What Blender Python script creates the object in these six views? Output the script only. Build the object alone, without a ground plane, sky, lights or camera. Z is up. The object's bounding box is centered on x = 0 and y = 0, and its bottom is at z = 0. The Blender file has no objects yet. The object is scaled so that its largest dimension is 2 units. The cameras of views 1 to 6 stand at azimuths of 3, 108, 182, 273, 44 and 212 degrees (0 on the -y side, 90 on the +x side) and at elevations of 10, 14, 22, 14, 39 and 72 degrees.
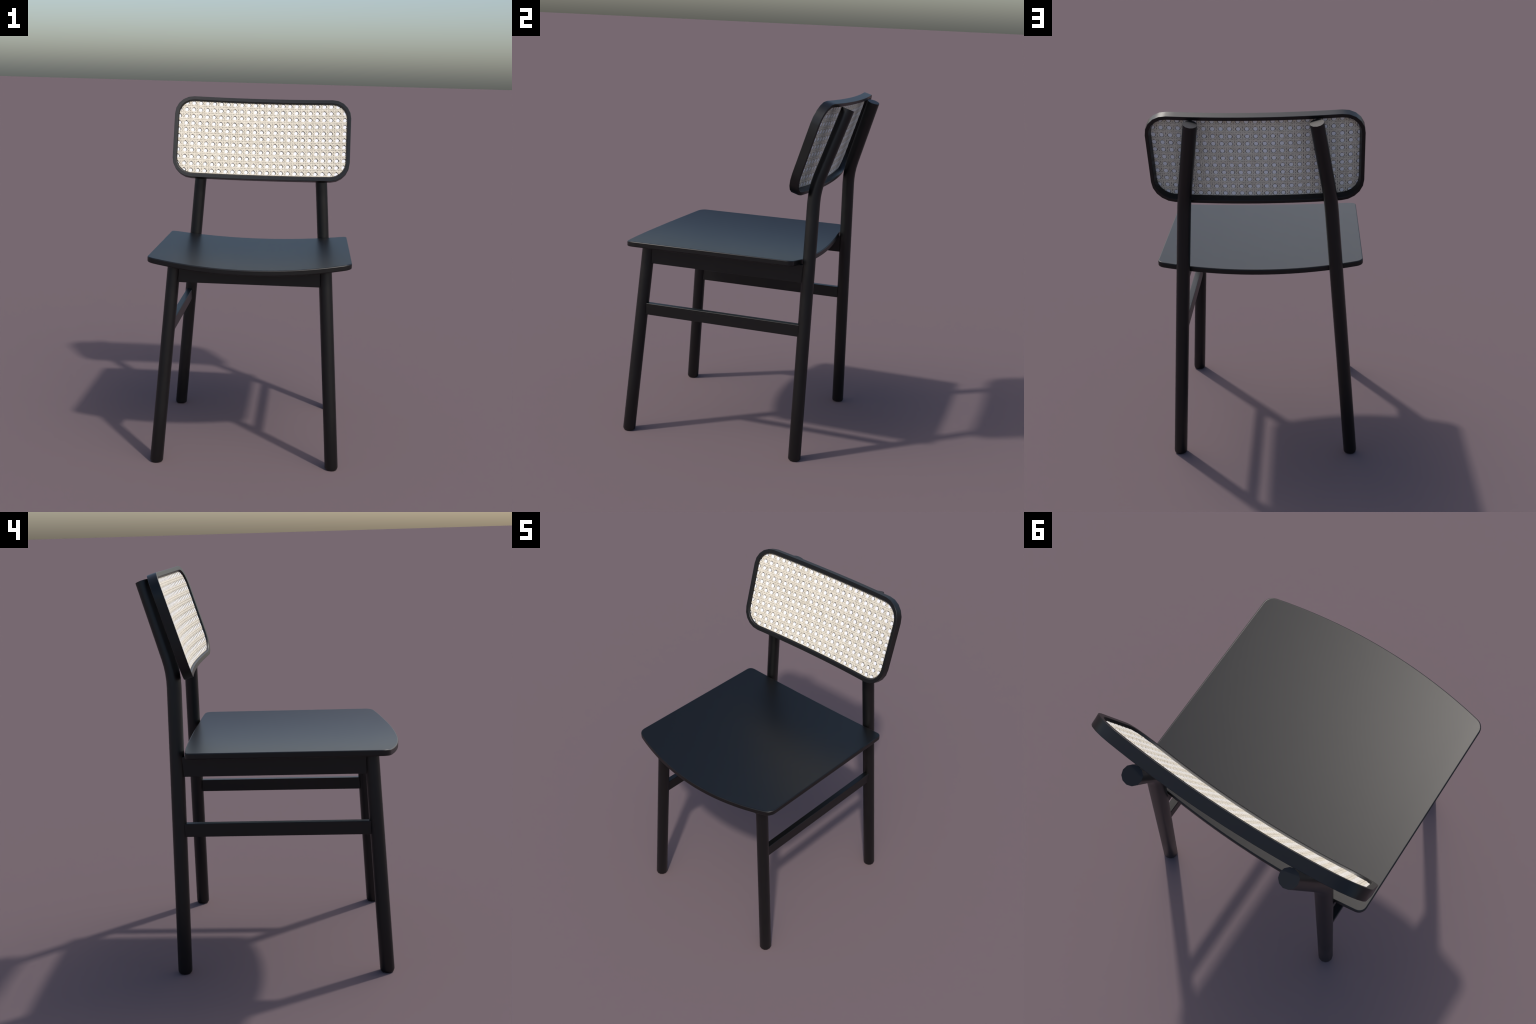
# Dining chair: black lacquered wood, saddle seat, woven cane backrest.
import bpy, bmesh, math, random
import numpy as np
from mathutils import Vector, Matrix

random.seed(7)
rng = np.random.default_rng(7)
COL = bpy.context.scene.collection

# ------------------------------------------------------------------ materials
def new_material(name):
    m = bpy.data.materials.new(name)
    m.use_nodes = True
    nt = m.node_tree
    return m, nt, nt.nodes["Principled BSDF"]


def black_lacquer(name, base, rough, bump=0.03):
    m, nt, b = new_material(name)
    N, L = nt.nodes, nt.links
    tc = N.new("ShaderNodeTexCoord")
    mp = N.new("ShaderNodeMapping")
    mp.inputs["Scale"].default_value = (60, 60, 60)
    noise = N.new("ShaderNodeTexNoise")
    noise.inputs["Scale"].default_value = 1.0
    noise.inputs["Detail"].default_value = 4.0
    L.new(tc.outputs["Object"], mp.inputs["Vector"])
    L.new(mp.outputs["Vector"], noise.inputs["Vector"])
    ramp = N.new("ShaderNodeValToRGB")
    ramp.color_ramp.elements[0].position = 0.3
    ramp.color_ramp.elements[1].position = 0.75
    ramp.color_ramp.elements[0].color = (base[0] * 0.92, base[1] * 0.92, base[2] * 0.92, 1)
    ramp.color_ramp.elements[1].color = (base[0] * 1.08, base[1] * 1.08, base[2] * 1.08, 1)
    L.new(noise.outputs["Fac"], ramp.inputs["Fac"])
    L.new(ramp.outputs["Color"], b.inputs["Base Color"])
    b.inputs["Roughness"].default_value = rough
    b.inputs["Specular IOR Level"].default_value = 0.5
    return m


def cane(name):
    m, nt, b = new_material(name)
    N, L = nt.nodes, nt.links
    tc = N.new("ShaderNodeTexCoord")
    # long soft colour drift plus fine fibre grain
    n1 = N.new("ShaderNodeTexNoise"); n1.inputs["Scale"].default_value = 45; n1.inputs["Detail"].default_value = 2
    n2 = N.new("ShaderNodeTexNoise"); n2.inputs["Scale"].default_value = 260; n2.inputs["Detail"].default_value = 3
    L.new(tc.outputs["Object"], n1.inputs["Vector"])
    L.new(tc.outputs["Object"], n2.inputs["Vector"])
    add = N.new("ShaderNodeMath"); add.operation = "MULTIPLY_ADD"; add.inputs[1].default_value = 0.5
    L.new(n2.outputs["Fac"], add.inputs[0]); L.new(n1.outputs["Fac"], add.inputs[2])
    ramp = N.new("ShaderNodeValToRGB")
    e = ramp.color_ramp.elements
    e[0].position, e[0].color = 0.50, (*CANE_DARK, 1)
    e[1].position, e[1].color = 0.95, (*CANE_LIGHT, 1)
    L.new(add.outputs[0], ramp.inputs["Fac"])
    # strand flanks (normals leaning away from the panel) tinted dark: painted shade between strands
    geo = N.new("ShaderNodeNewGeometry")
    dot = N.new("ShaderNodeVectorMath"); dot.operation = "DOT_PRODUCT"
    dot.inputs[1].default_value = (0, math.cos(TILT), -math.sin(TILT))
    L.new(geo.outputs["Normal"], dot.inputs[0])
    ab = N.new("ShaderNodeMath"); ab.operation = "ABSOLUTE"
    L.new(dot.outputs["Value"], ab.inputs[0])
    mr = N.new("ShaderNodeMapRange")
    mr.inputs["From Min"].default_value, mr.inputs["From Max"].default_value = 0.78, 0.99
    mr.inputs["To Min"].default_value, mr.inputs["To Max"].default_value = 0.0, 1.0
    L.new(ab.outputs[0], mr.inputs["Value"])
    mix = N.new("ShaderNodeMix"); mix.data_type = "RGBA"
    mix.inputs["A"].default_value = (*CANE_PAINTED_SHADE, 1)
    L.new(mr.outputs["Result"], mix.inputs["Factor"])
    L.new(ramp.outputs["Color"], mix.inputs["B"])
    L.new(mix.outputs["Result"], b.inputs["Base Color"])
    b.inputs["Roughness"].default_value = 0.6
    b.inputs["Specular IOR Level"].default_value = 0.25
    return m


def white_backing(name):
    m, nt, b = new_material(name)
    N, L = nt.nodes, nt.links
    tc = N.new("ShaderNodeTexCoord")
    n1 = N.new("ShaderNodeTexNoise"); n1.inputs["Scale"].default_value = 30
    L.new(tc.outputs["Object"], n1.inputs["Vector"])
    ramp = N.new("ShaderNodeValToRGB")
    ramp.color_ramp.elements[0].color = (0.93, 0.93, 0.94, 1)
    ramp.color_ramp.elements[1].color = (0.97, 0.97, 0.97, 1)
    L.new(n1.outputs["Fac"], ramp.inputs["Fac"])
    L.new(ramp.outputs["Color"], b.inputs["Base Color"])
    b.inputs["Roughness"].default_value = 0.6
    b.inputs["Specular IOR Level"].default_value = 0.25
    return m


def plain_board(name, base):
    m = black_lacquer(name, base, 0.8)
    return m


TILT = math.radians(17.3)
CANE_LIGHT = (0.87, 0.81, 0.68)
CANE_DARK = (0.70, 0.635, 0.51)
CANE_PAINTED_SHADE = (0.12, 0.095, 0.065)

MAT_FRAME = black_lacquer("black_lacquered_wood", (0.0022, 0.0021, 0.0021), 0.395)
MAT_SEAT = black_lacquer("black_lacquered_seat", (0.0022, 0.0021, 0.0021), 0.395)
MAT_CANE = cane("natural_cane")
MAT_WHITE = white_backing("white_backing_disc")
MAT_PAINTED_SHADOW = plain_board("shadow_painted_board", (0.085, 0.078, 0.070))

# ------------------------------------------------------------------ helpers
def make_object(name, mesh, mat, parent):
    ob = bpy.data.objects.new(name, mesh)
    COL.objects.link(ob)
    ob.parent = parent
    if mat is not None and not mesh.materials:
        mesh.materials.append(mat)
    return ob


def smooth_by_angle(mesh, deg):
    mesh.shade_smooth()
    mesh.set_sharp_from_angle(angle=math.radians(deg))


def apply_bevel(ob, width, segments=2, angle=30):
    md = ob.modifiers.new("bevel", "BEVEL")
    md.width, md.segments = width, segments
    md.limit_method, md.angle_limit = "ANGLE", math.radians(angle)
    md.harden_normals = True
    md.use_clamp_overlap = True
    ob.data.shade_smooth()
    dg = bpy.context.evaluated_depsgraph_get()
    ob.data = bpy.data.meshes.new_from_object(ob.evaluated_get(dg))
    ob.modifiers.clear()


def sweep(name, path, radii, sides=12, phase=0.0):
    """Tube of circular section along a path (list of Vectors), closed by flat caps."""
    bm = bmesh.new()
    rings = []
    n = len(path)
    for i, p in enumerate(path):
        if i == 0: t = path[1] - path[0]
        elif i == n - 1: t = path[-1] - path[-2]
        else: t = (path[i + 1] - p).normalized() + (p - path[i - 1]).normalized()
        t.normalize()
        if i == 0: t = Vector((0, 0, 1))          # foot is cut level with the floor
        a = Vector((1, 0, 0)); a = (a - t * a.dot(t)).normalized()
        b = t.cross(a)
        ring = []
        for k in range(sides):
            w = 2 * math.pi * k / sides + phase
            ring.append(bm.verts.new(p + (a * math.cos(w) + b * math.sin(w)) * radii[i]))
        rings.append(ring)
    for r0, r1 in zip(rings, rings[1:]):
        for k in range(sides):
            bm.faces.new((r0[k], r0[(k + 1) % sides], r1[(k + 1) % sides], r1[k]))
    bm.faces.new(list(reversed(rings[0])))
    bm.faces.new(rings[-1])
    bm.normal_update()
    me = bpy.data.meshes.new(name)
    bm.to_mesh(me); bm.free()
    smooth_by_angle(me, 50)
    return me


# ------------------------------------------------------------------ the chair
chair = bpy.data.objects.new("dining_chair", None)
COL.objects.link(chair)
chair["label"] = "black wooden dining chair with woven cane backrest panel"
chair["category"] = "dining chair"

# -- legs ----------------------------------------------------------
R = 0.0364
def lerp(a, b, t): return a + (b - a) * t

def front_leg_axis(z):
    t = z / 0.85
    return lerp(0.4875, 0.4293, t), lerp(-0.5564, -0.5006, t)

def rear_leg_axis(z):
    return lerp(0.4863, 0.3954, z / 1.3), 0.4686

def foot(axis, side):
    """centres and radii of the rounded bottom of a leg"""
    pts, rad = [], []
    for z, r in ((0.0, R - 0.0055), (0.004, R - 0.002), (0.011, R)):
        x, y = axis(z)
        pts.append(Vector((side * x, y, z))); rad.append(r)
    return pts, rad

def front_leg(side):
    pts, rad = foot(front_leg_axis, side)
    for z in (0.3, 0.7, 1.117):
        x, y = front_leg_axis(z)
        pts.append(Vector((side * x, y, z))); rad.append(lerp(R, 0.0355, z / 1.117))
    return sweep("front_leg", pts, rad)

BEND_Z = 1.522
TOP = (0.3103, 0.6062, 1.9550)
def rear_leg(side):
    pts, rad = foot(rear_leg_axis, side)
    for z in (0.4, 0.9):
        x, y = rear_leg_axis(z)
        pts.append(Vector((side * x, y, z))); rad.append(R)
    bx, by = rear_leg_axis(BEND_Z)
    bend, top = Vector((side * bx, by, BEND_Z)), Vector((side * TOP[0], TOP[1], TOP[2]))
    x, y = rear_leg_axis(0.0)
    a = bend + (Vector((side * x, y, 0)) - bend).normalized() * 0.075
    c = bend + (top - bend).normalized() * 0.075
    for i in range(5):                      # quadratic blend through the bend
        t = i / 4
        pts.append(a * (1 - t) ** 2 + bend * 2 * t * (1 - t) + c * t * t); rad.append(R)
    pts.append(top); rad.append(R)
    return sweep("rear_leg", pts, rad)

for me in (front_leg(1), front_leg(-1), rear_leg(1), rear_leg(-1)):
    make_object("leg", me, MAT_FRAME, chair)

# -- seat ------------------------------------------------------------
SEAT_HALF, SEAT_FRONT, SEAT_BOW = 0.5532, -0.5580, 0.0865
SEAT_REAR, SEAT_REAR_BOW = 0.4136, 0.0335
SEAT_Z, SEAT_SAG, SEAT_T = 1.1180, 0.1246, 0.0311

def seat_z(x): return SEAT_Z + SEAT_SAG * x * x

def fillet(points, idx, radius, steps):
    """Replace the corner points[idx] of a closed outline by an arc."""
    n = len(points)
    c = points[idx]; a = points[idx - 1]; b = points[(idx + 1) % n]
    u, v = (a - c).normalized(), (b - c).normalized()
    half = u.angle(v) / 2
    dist = radius / math.tan(half)
    centre = c + (u + v).normalized() * (radius / math.sin(half))
    p0, p1 = c + u * dist, c + v * dist
    a0 = math.atan2(p0.y - centre.y, p0.x - centre.x)
    a1 = math.atan2(p1.y - centre.y, p1.x - centre.x)
    while a1 - a0 > math.pi: a1 -= 2 * math.pi
    while a1 - a0 < -math.pi: a1 += 2 * math.pi
    return [Vector((centre.x + radius * math.cos(lerp(a0, a1, i / steps)), centre.y + radius * math.sin(lerp(a0, a1, i / steps)))) for i in range(steps + 1)]

def build_seat():
    xs = [i / 12 * 0.47 for i in range(-12, 13)]
    front = [Vector((x, SEAT_FRONT - SEAT_BOW * (1 - (x / SEAT_HALF) ** 2))) for x in xs]
    rear = [Vector((x, SEAT_REAR + SEAT_REAR_BOW * (1 - (x / SEAT_HALF) ** 2))) for x in reversed(xs)]
    fr, rr = Vector((SEAT_HALF, SEAT_FRONT)), Vector((SEAT_HALF, SEAT_REAR))
    rl, fl = Vector((-SEAT_HALF, SEAT_REAR)), Vector((-SEAT_HALF, SEAT_FRONT))
    outline = front + [fr, rr] + rear + [rl, fl]
    n = len(front)
    out = list(front)
    out += fillet(outline, n, 0.052, 6)
    out += fillet(outline, n + 1, 0.036, 5)
    out += rear
    out += fillet(outline, 2 * n + 2, 0.036, 5)
    out += fillet(outline, 2 * n + 3, 0.052, 6)
    bm = bmesh.new()
    bm.faces.new([bm.verts.new((p.x, p.y, 0)) for p in out])
    for x in xs + [0.495, 0.52, -0.495, -0.52]:
        bmesh.ops.bisect_plane(bm, geom=bm.verts[:] + bm.edges[:] + bm.faces[:], plane_co=(x, 0, 0), plane_no=(1, 0, 0), dist=1e-5)
    top = bm.faces[:]
    ext = bmesh.ops.extrude_face_region(bm, geom=top)
    for v in [g for g in ext["geom"] if isinstance(g, bmesh.types.BMVert)]:
        v.co.z = 1.0
    for v in bm.verts:
        v.co.z = seat_z(v.co.x) - (0 if v.co.z > 0.5 else SEAT_T)
    bmesh.ops.recalc_face_normals(bm, faces=bm.faces[:])
    me = bpy.data.meshes.new("seat")
    bm.to_mesh(me); bm.free()
    ob = make_object("seat", me, MAT_SEAT, chair)
    apply_bevel(ob, 0.0062, 4, 40)
    return ob
build_seat()

# -- rails -------------------------------------------------------------
def plank(name, corners_bottom, corners_top, parent, bevel=0.003, cuts=0, bend=None):
    """Straight bar from 4 bottom and 4 top corner points; bend reshapes vertices along x."""
    bm = bmesh.new()
    lo = [bm.verts.new(p) for p in corners_bottom]
    hi = [bm.verts.new(p) for p in corners_top]
    bm.faces.new(lo[::-1]); bm.faces.new(hi)
    for i in range(4):
        j = (i + 1) % 4
        bm.faces.new((lo[i], lo[j], hi[j], hi[i]))
    if cuts:
        x0, x1 = min(v.co.x for v in bm.verts), max(v.co.x for v in bm.verts)
        for i in range(1, cuts):
            bmesh.ops.bisect_plane(bm, geom=bm.verts[:] + bm.edges[:] + bm.faces[:], plane_co=(lerp(x0, x1, i / cuts), 0, 0), plane_no=(1, 0, 0))
    if bend:
        for v in bm.verts: bend(v)
    bmesh.ops.recalc_face_normals(bm, faces=bm.faces[:])
    me = bpy.data.meshes.new(name)
    bm.to_mesh(me); bm.free()
    ob = make_object(name, me, MAT_FRAME, parent)
    apply_bevel(ob, bevel, 2, 40)
    return ob

for s in (1, -1):
    # lower side stretcher
    zb, zt, w = 0.7093, 0.7773, 0.0347
    y0, y1 = -0.492, 0.458
    def quad(z, of=0.4538, orr=0.4556, w=w, y0=y0, y1=y1):
        return [Vector((s * (of - w), y0, z)), Vector((s * of, y0, z)), Vector((s * orr, y1, z)), Vector((s * (orr - w), y1, z))]
    plank("stretcher", quad(zb), quad(zt), chair)
    # side apron under the seat
    plank("apron", quad(1.0113, 0.4320, 0.4320, 0.033, -0.476, 0.455), quad(1.1100, 0.4320, 0.4320, 0.033, -0.476, 0.455), chair, 0.002)

def under_seat(v):
    if v.co.z > 1.05: v.co.z = seat_z(v.co.x) - SEAT_T + 0.004
q = lambda z: [Vector((-0.404, -0.5040, z)), Vector((0.404, -0.5040, z)), Vector((0.404, -0.4710, z)), Vector((-0.404, -0.4710, z))]
plank("apron", q(1.0113), q(1.09), chair, 0.002, 16, under_seat)

# -- backrest -----------------------------------------------------------
BC_Y, BC_Z = 0.4637, 1.7463
BOW = 0.1144                     # the backrest wraps forward at its ends
HALF_W, HALF_H, DEPTH, CORNER = 0.5530, 0.2595, 0.0470, 0.118
PANEL_N = 0.0118                 # depth of the cane behind the front face

RIM_V = 1.11                     # the long rails are a little wider than the end rails

def on_back(x, v, n):
    """point of the backrest: x across, v up the slope, n behind the front face"""
    m = n - BOW * x * x
    return Vector((x, BC_Y + v * math.sin(TILT) + m * math.cos(TILT), BC_Z + v * math.cos(TILT) - m * math.sin(TILT)))

def rounded_rect(inset, straight_x=20, straight_v=4, steps=5):
    """outline inset from the backrest's outer edge, anticlockwise from the bottom left"""
    w, h, r = HALF_W - inset, HALF_H - inset * RIM_V, CORNER - inset
    pts = []
    for (cx, cv, a0) in ((w - r, -h + r, -90), (w - r, h - r, 0), (-w + r, h - r, 90), (-w + r, -h + r, 180)):
        for i in range(steps + 1):
            a = math.radians(a0 + 90 * i / steps)
            pts.append((cx + r * math.cos(a), cv + r * math.sin(a)))
        nx = straight_x if a0 in (0, 180) else straight_v
        # points along the straight that follows this corner
        sx, sv = pts[-1]
        if a0 == -90: ex, ev = w, h - r
        elif a0 == 0: ex, ev = -w + r, h
        elif a0 == 90: ex, ev = -w, -h + r
        else: ex, ev = w - r, -h
        for i in range(1, nx):
            pts.append((lerp(sx, ex, i / nx), lerp(sv, ev, i / nx)))
    return pts

def build_frame():
    # section of the rim, going round: (inset from the outer edge, depth)
    section = [(0.0, 0.0), (0.0205, 0.0), (0.0280, PANEL_N - 0.001), (0.0280, PANEL_N + 0.002), (0.0175, DEPTH), (0.0, DEPTH)]
    loops = [[on_back(x, v, n) for x, v in rounded_rect(i)] for i, n in section]
    bm = bmesh.new()
    rings = [[bm.verts.new(p) for p in lp] for lp in loops]
    m = len(rings[0])
    for a in range(len(rings)):
        r0, r1 = rings[a], rings[(a + 1) % len(rings)]
        for k in range(m):
            bm.faces.new((r0[k], r0[(k + 1) % m], r1[(k + 1) % m], r1[k]))
    bmesh.ops.recalc_face_normals(bm, faces=bm.faces[:])
    me = bpy.data.meshes.new("backrest")
    bm.to_mesh(me); bm.free()
    ob = make_object("backrest", me, MAT_FRAME, chair)
    apply_bevel(ob, 0.0022, 2, 40)
    return ob
backrest = build_frame()

# board darkened as gap shadow; a pale disc sits in every hole
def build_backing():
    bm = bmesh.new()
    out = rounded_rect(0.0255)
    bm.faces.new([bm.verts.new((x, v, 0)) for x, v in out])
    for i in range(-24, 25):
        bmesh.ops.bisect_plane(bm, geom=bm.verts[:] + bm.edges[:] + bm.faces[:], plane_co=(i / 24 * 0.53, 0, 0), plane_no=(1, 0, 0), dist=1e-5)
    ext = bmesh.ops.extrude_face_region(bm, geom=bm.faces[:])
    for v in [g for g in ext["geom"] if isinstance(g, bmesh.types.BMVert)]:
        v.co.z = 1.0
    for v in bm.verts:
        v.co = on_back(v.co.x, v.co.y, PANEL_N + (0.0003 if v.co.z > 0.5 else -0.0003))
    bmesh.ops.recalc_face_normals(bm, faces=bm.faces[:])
    me = bpy.data.meshes.new("painted_shadow_board")
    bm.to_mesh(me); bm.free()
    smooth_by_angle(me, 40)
    return make_object("painted_shadow_board", me, MAT_PAINTED_SHADOW, backrest)
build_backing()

# woven cane: pairs of upright and level strands plus single diagonals both ways
PITCH_X, PITCH_V = 0.0433, 0.0432
HOLE_X, HOLE_V = -0.0043, 0.0010       # centre of one hole
T = 0.00042                            # rise from one layer of strands to the next
LIFT = 0.0010                          # height of the uprights above the board
STRAND = 0.0079

def inside(x, v, inset=0.0245):
    w, h, r = HALF_W - inset, HALF_H - inset * RIM_V, CORNER - inset
    dx, dv = max(abs(x) - (w - r), 0), max(abs(v) - (h - r), 0)
    return abs(x) <= w and abs(v) <= h and dx * dx + dv * dv <= r * r

def strand_runs():
    """(points along the strand as (x, v, layer), width) for every strand of one face"""
    runs = []
    step = 1 / 10
    cols, rows = 14, 7
    near = lambda t: 0.5 + 0.5 * math.cos(2 * math.pi * (t - 0.5))     # 1 between columns, 0 at a hole
    for i in range(-cols, cols + 1):
        for o in (-1, 1):
            j = rng.normal(0, 0.0003)
            runs.append(([((i + 0.5) * PITCH_X + o * 0.0047 + j, k * step * PITCH_V, 0.0) for k in range(-70, 71)], STRAND))
    for i in range(-rows, rows + 1):
        # of each level pair the upper strand rides over the uprights, the lower one ducks under
        for off, lo, hi, wd in ((0.330, 0.9, 1.9, 0.0074), (0.553, 0.9, -1.2, 0.0094)):
            j = rng.normal(0, 0.0003)
            runs.append(([(k * step * PITCH_X, (i - off) * PITCH_V + j, lerp(lo, hi, near(k * step))) for k in range(-145, 146)], wd))
    for d in (1, -1):
        for i in range(-cols - rows, cols + rows + 1):
            pts = []
            j = rng.normal(0, 0.0003)
            for k in range(-75, 76):
                t = k * step                       # v in pitches
                u = (i + 0.5) - t if d == 1 else (i + 0.5) + t
                c = math.cos(2 * math.pi * t)      # +1 beside a hole, -1 below it
                lay = 0.55 + 0.65 * c if d == 1 else 0.35 - 1.35 * c
                pts.append((u * PITCH_X + j, t * PITCH_V, lay))
            runs.append((pts, 0.0068))
    return runs

def build_weave(side):
    """side -1: front face, +1: rear face"""
    bm = bmesh.new()
    for pts, width in strand_runs():
        width *= 1 + rng.normal(0, 0.04)
        seg = []
        def flush():
            if len(seg) < 2: return
            d = (Vector((seg[-1][0] - seg[0][0], seg[-1][1] - seg[0][1]))).normalized()
            nx, nv = -d.y, d.x
            rings = []
            for x, v, lay in seg:
                base = LIFT + lay * T
                ring = []
                for o, h in ((-0.5, 0.0), (-0.34, 0.00072), (0.0, 0.00095), (0.34, 0.00072), (0.5, 0.0)):
                    ring.append(bm.verts.new(on_back(x + nx * o * width, v + nv * o * width, PANEL_N + side * (base + h))))
                ring.append(bm.verts.new(on_back(x, v, PANEL_N + side * (base - 0.0003))))
                rings.append(ring)
            m = len(rings[0])
            for a, b in zip(rings, rings[1:]):
                for k in range(m):
                    bm.faces.new((a[k], a[(k + 1) % m], b[(k + 1) % m], b[k]))
            bm.faces.new(rings[0]); bm.faces.new(rings[-1][::-1])
        for u, v, lay in pts:
            x, y = HOLE_X + u, HOLE_V + v
            if inside(x, y): seg.append((x, y, lay))
            else:
                flush(); seg = []
        flush()
    bmesh.ops.recalc_face_normals(bm, faces=bm.faces[:])
    me = bpy.data.meshes.new("cane_weave")
    bm.to_mesh(me); bm.free()
    smooth_by_angle(me, 75)
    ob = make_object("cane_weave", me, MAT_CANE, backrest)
    ob["kind"] = "stuff"
    return ob
build_weave(-1)
build_weave(1)

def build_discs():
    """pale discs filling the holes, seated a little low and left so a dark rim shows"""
    bm = bmesh.new()
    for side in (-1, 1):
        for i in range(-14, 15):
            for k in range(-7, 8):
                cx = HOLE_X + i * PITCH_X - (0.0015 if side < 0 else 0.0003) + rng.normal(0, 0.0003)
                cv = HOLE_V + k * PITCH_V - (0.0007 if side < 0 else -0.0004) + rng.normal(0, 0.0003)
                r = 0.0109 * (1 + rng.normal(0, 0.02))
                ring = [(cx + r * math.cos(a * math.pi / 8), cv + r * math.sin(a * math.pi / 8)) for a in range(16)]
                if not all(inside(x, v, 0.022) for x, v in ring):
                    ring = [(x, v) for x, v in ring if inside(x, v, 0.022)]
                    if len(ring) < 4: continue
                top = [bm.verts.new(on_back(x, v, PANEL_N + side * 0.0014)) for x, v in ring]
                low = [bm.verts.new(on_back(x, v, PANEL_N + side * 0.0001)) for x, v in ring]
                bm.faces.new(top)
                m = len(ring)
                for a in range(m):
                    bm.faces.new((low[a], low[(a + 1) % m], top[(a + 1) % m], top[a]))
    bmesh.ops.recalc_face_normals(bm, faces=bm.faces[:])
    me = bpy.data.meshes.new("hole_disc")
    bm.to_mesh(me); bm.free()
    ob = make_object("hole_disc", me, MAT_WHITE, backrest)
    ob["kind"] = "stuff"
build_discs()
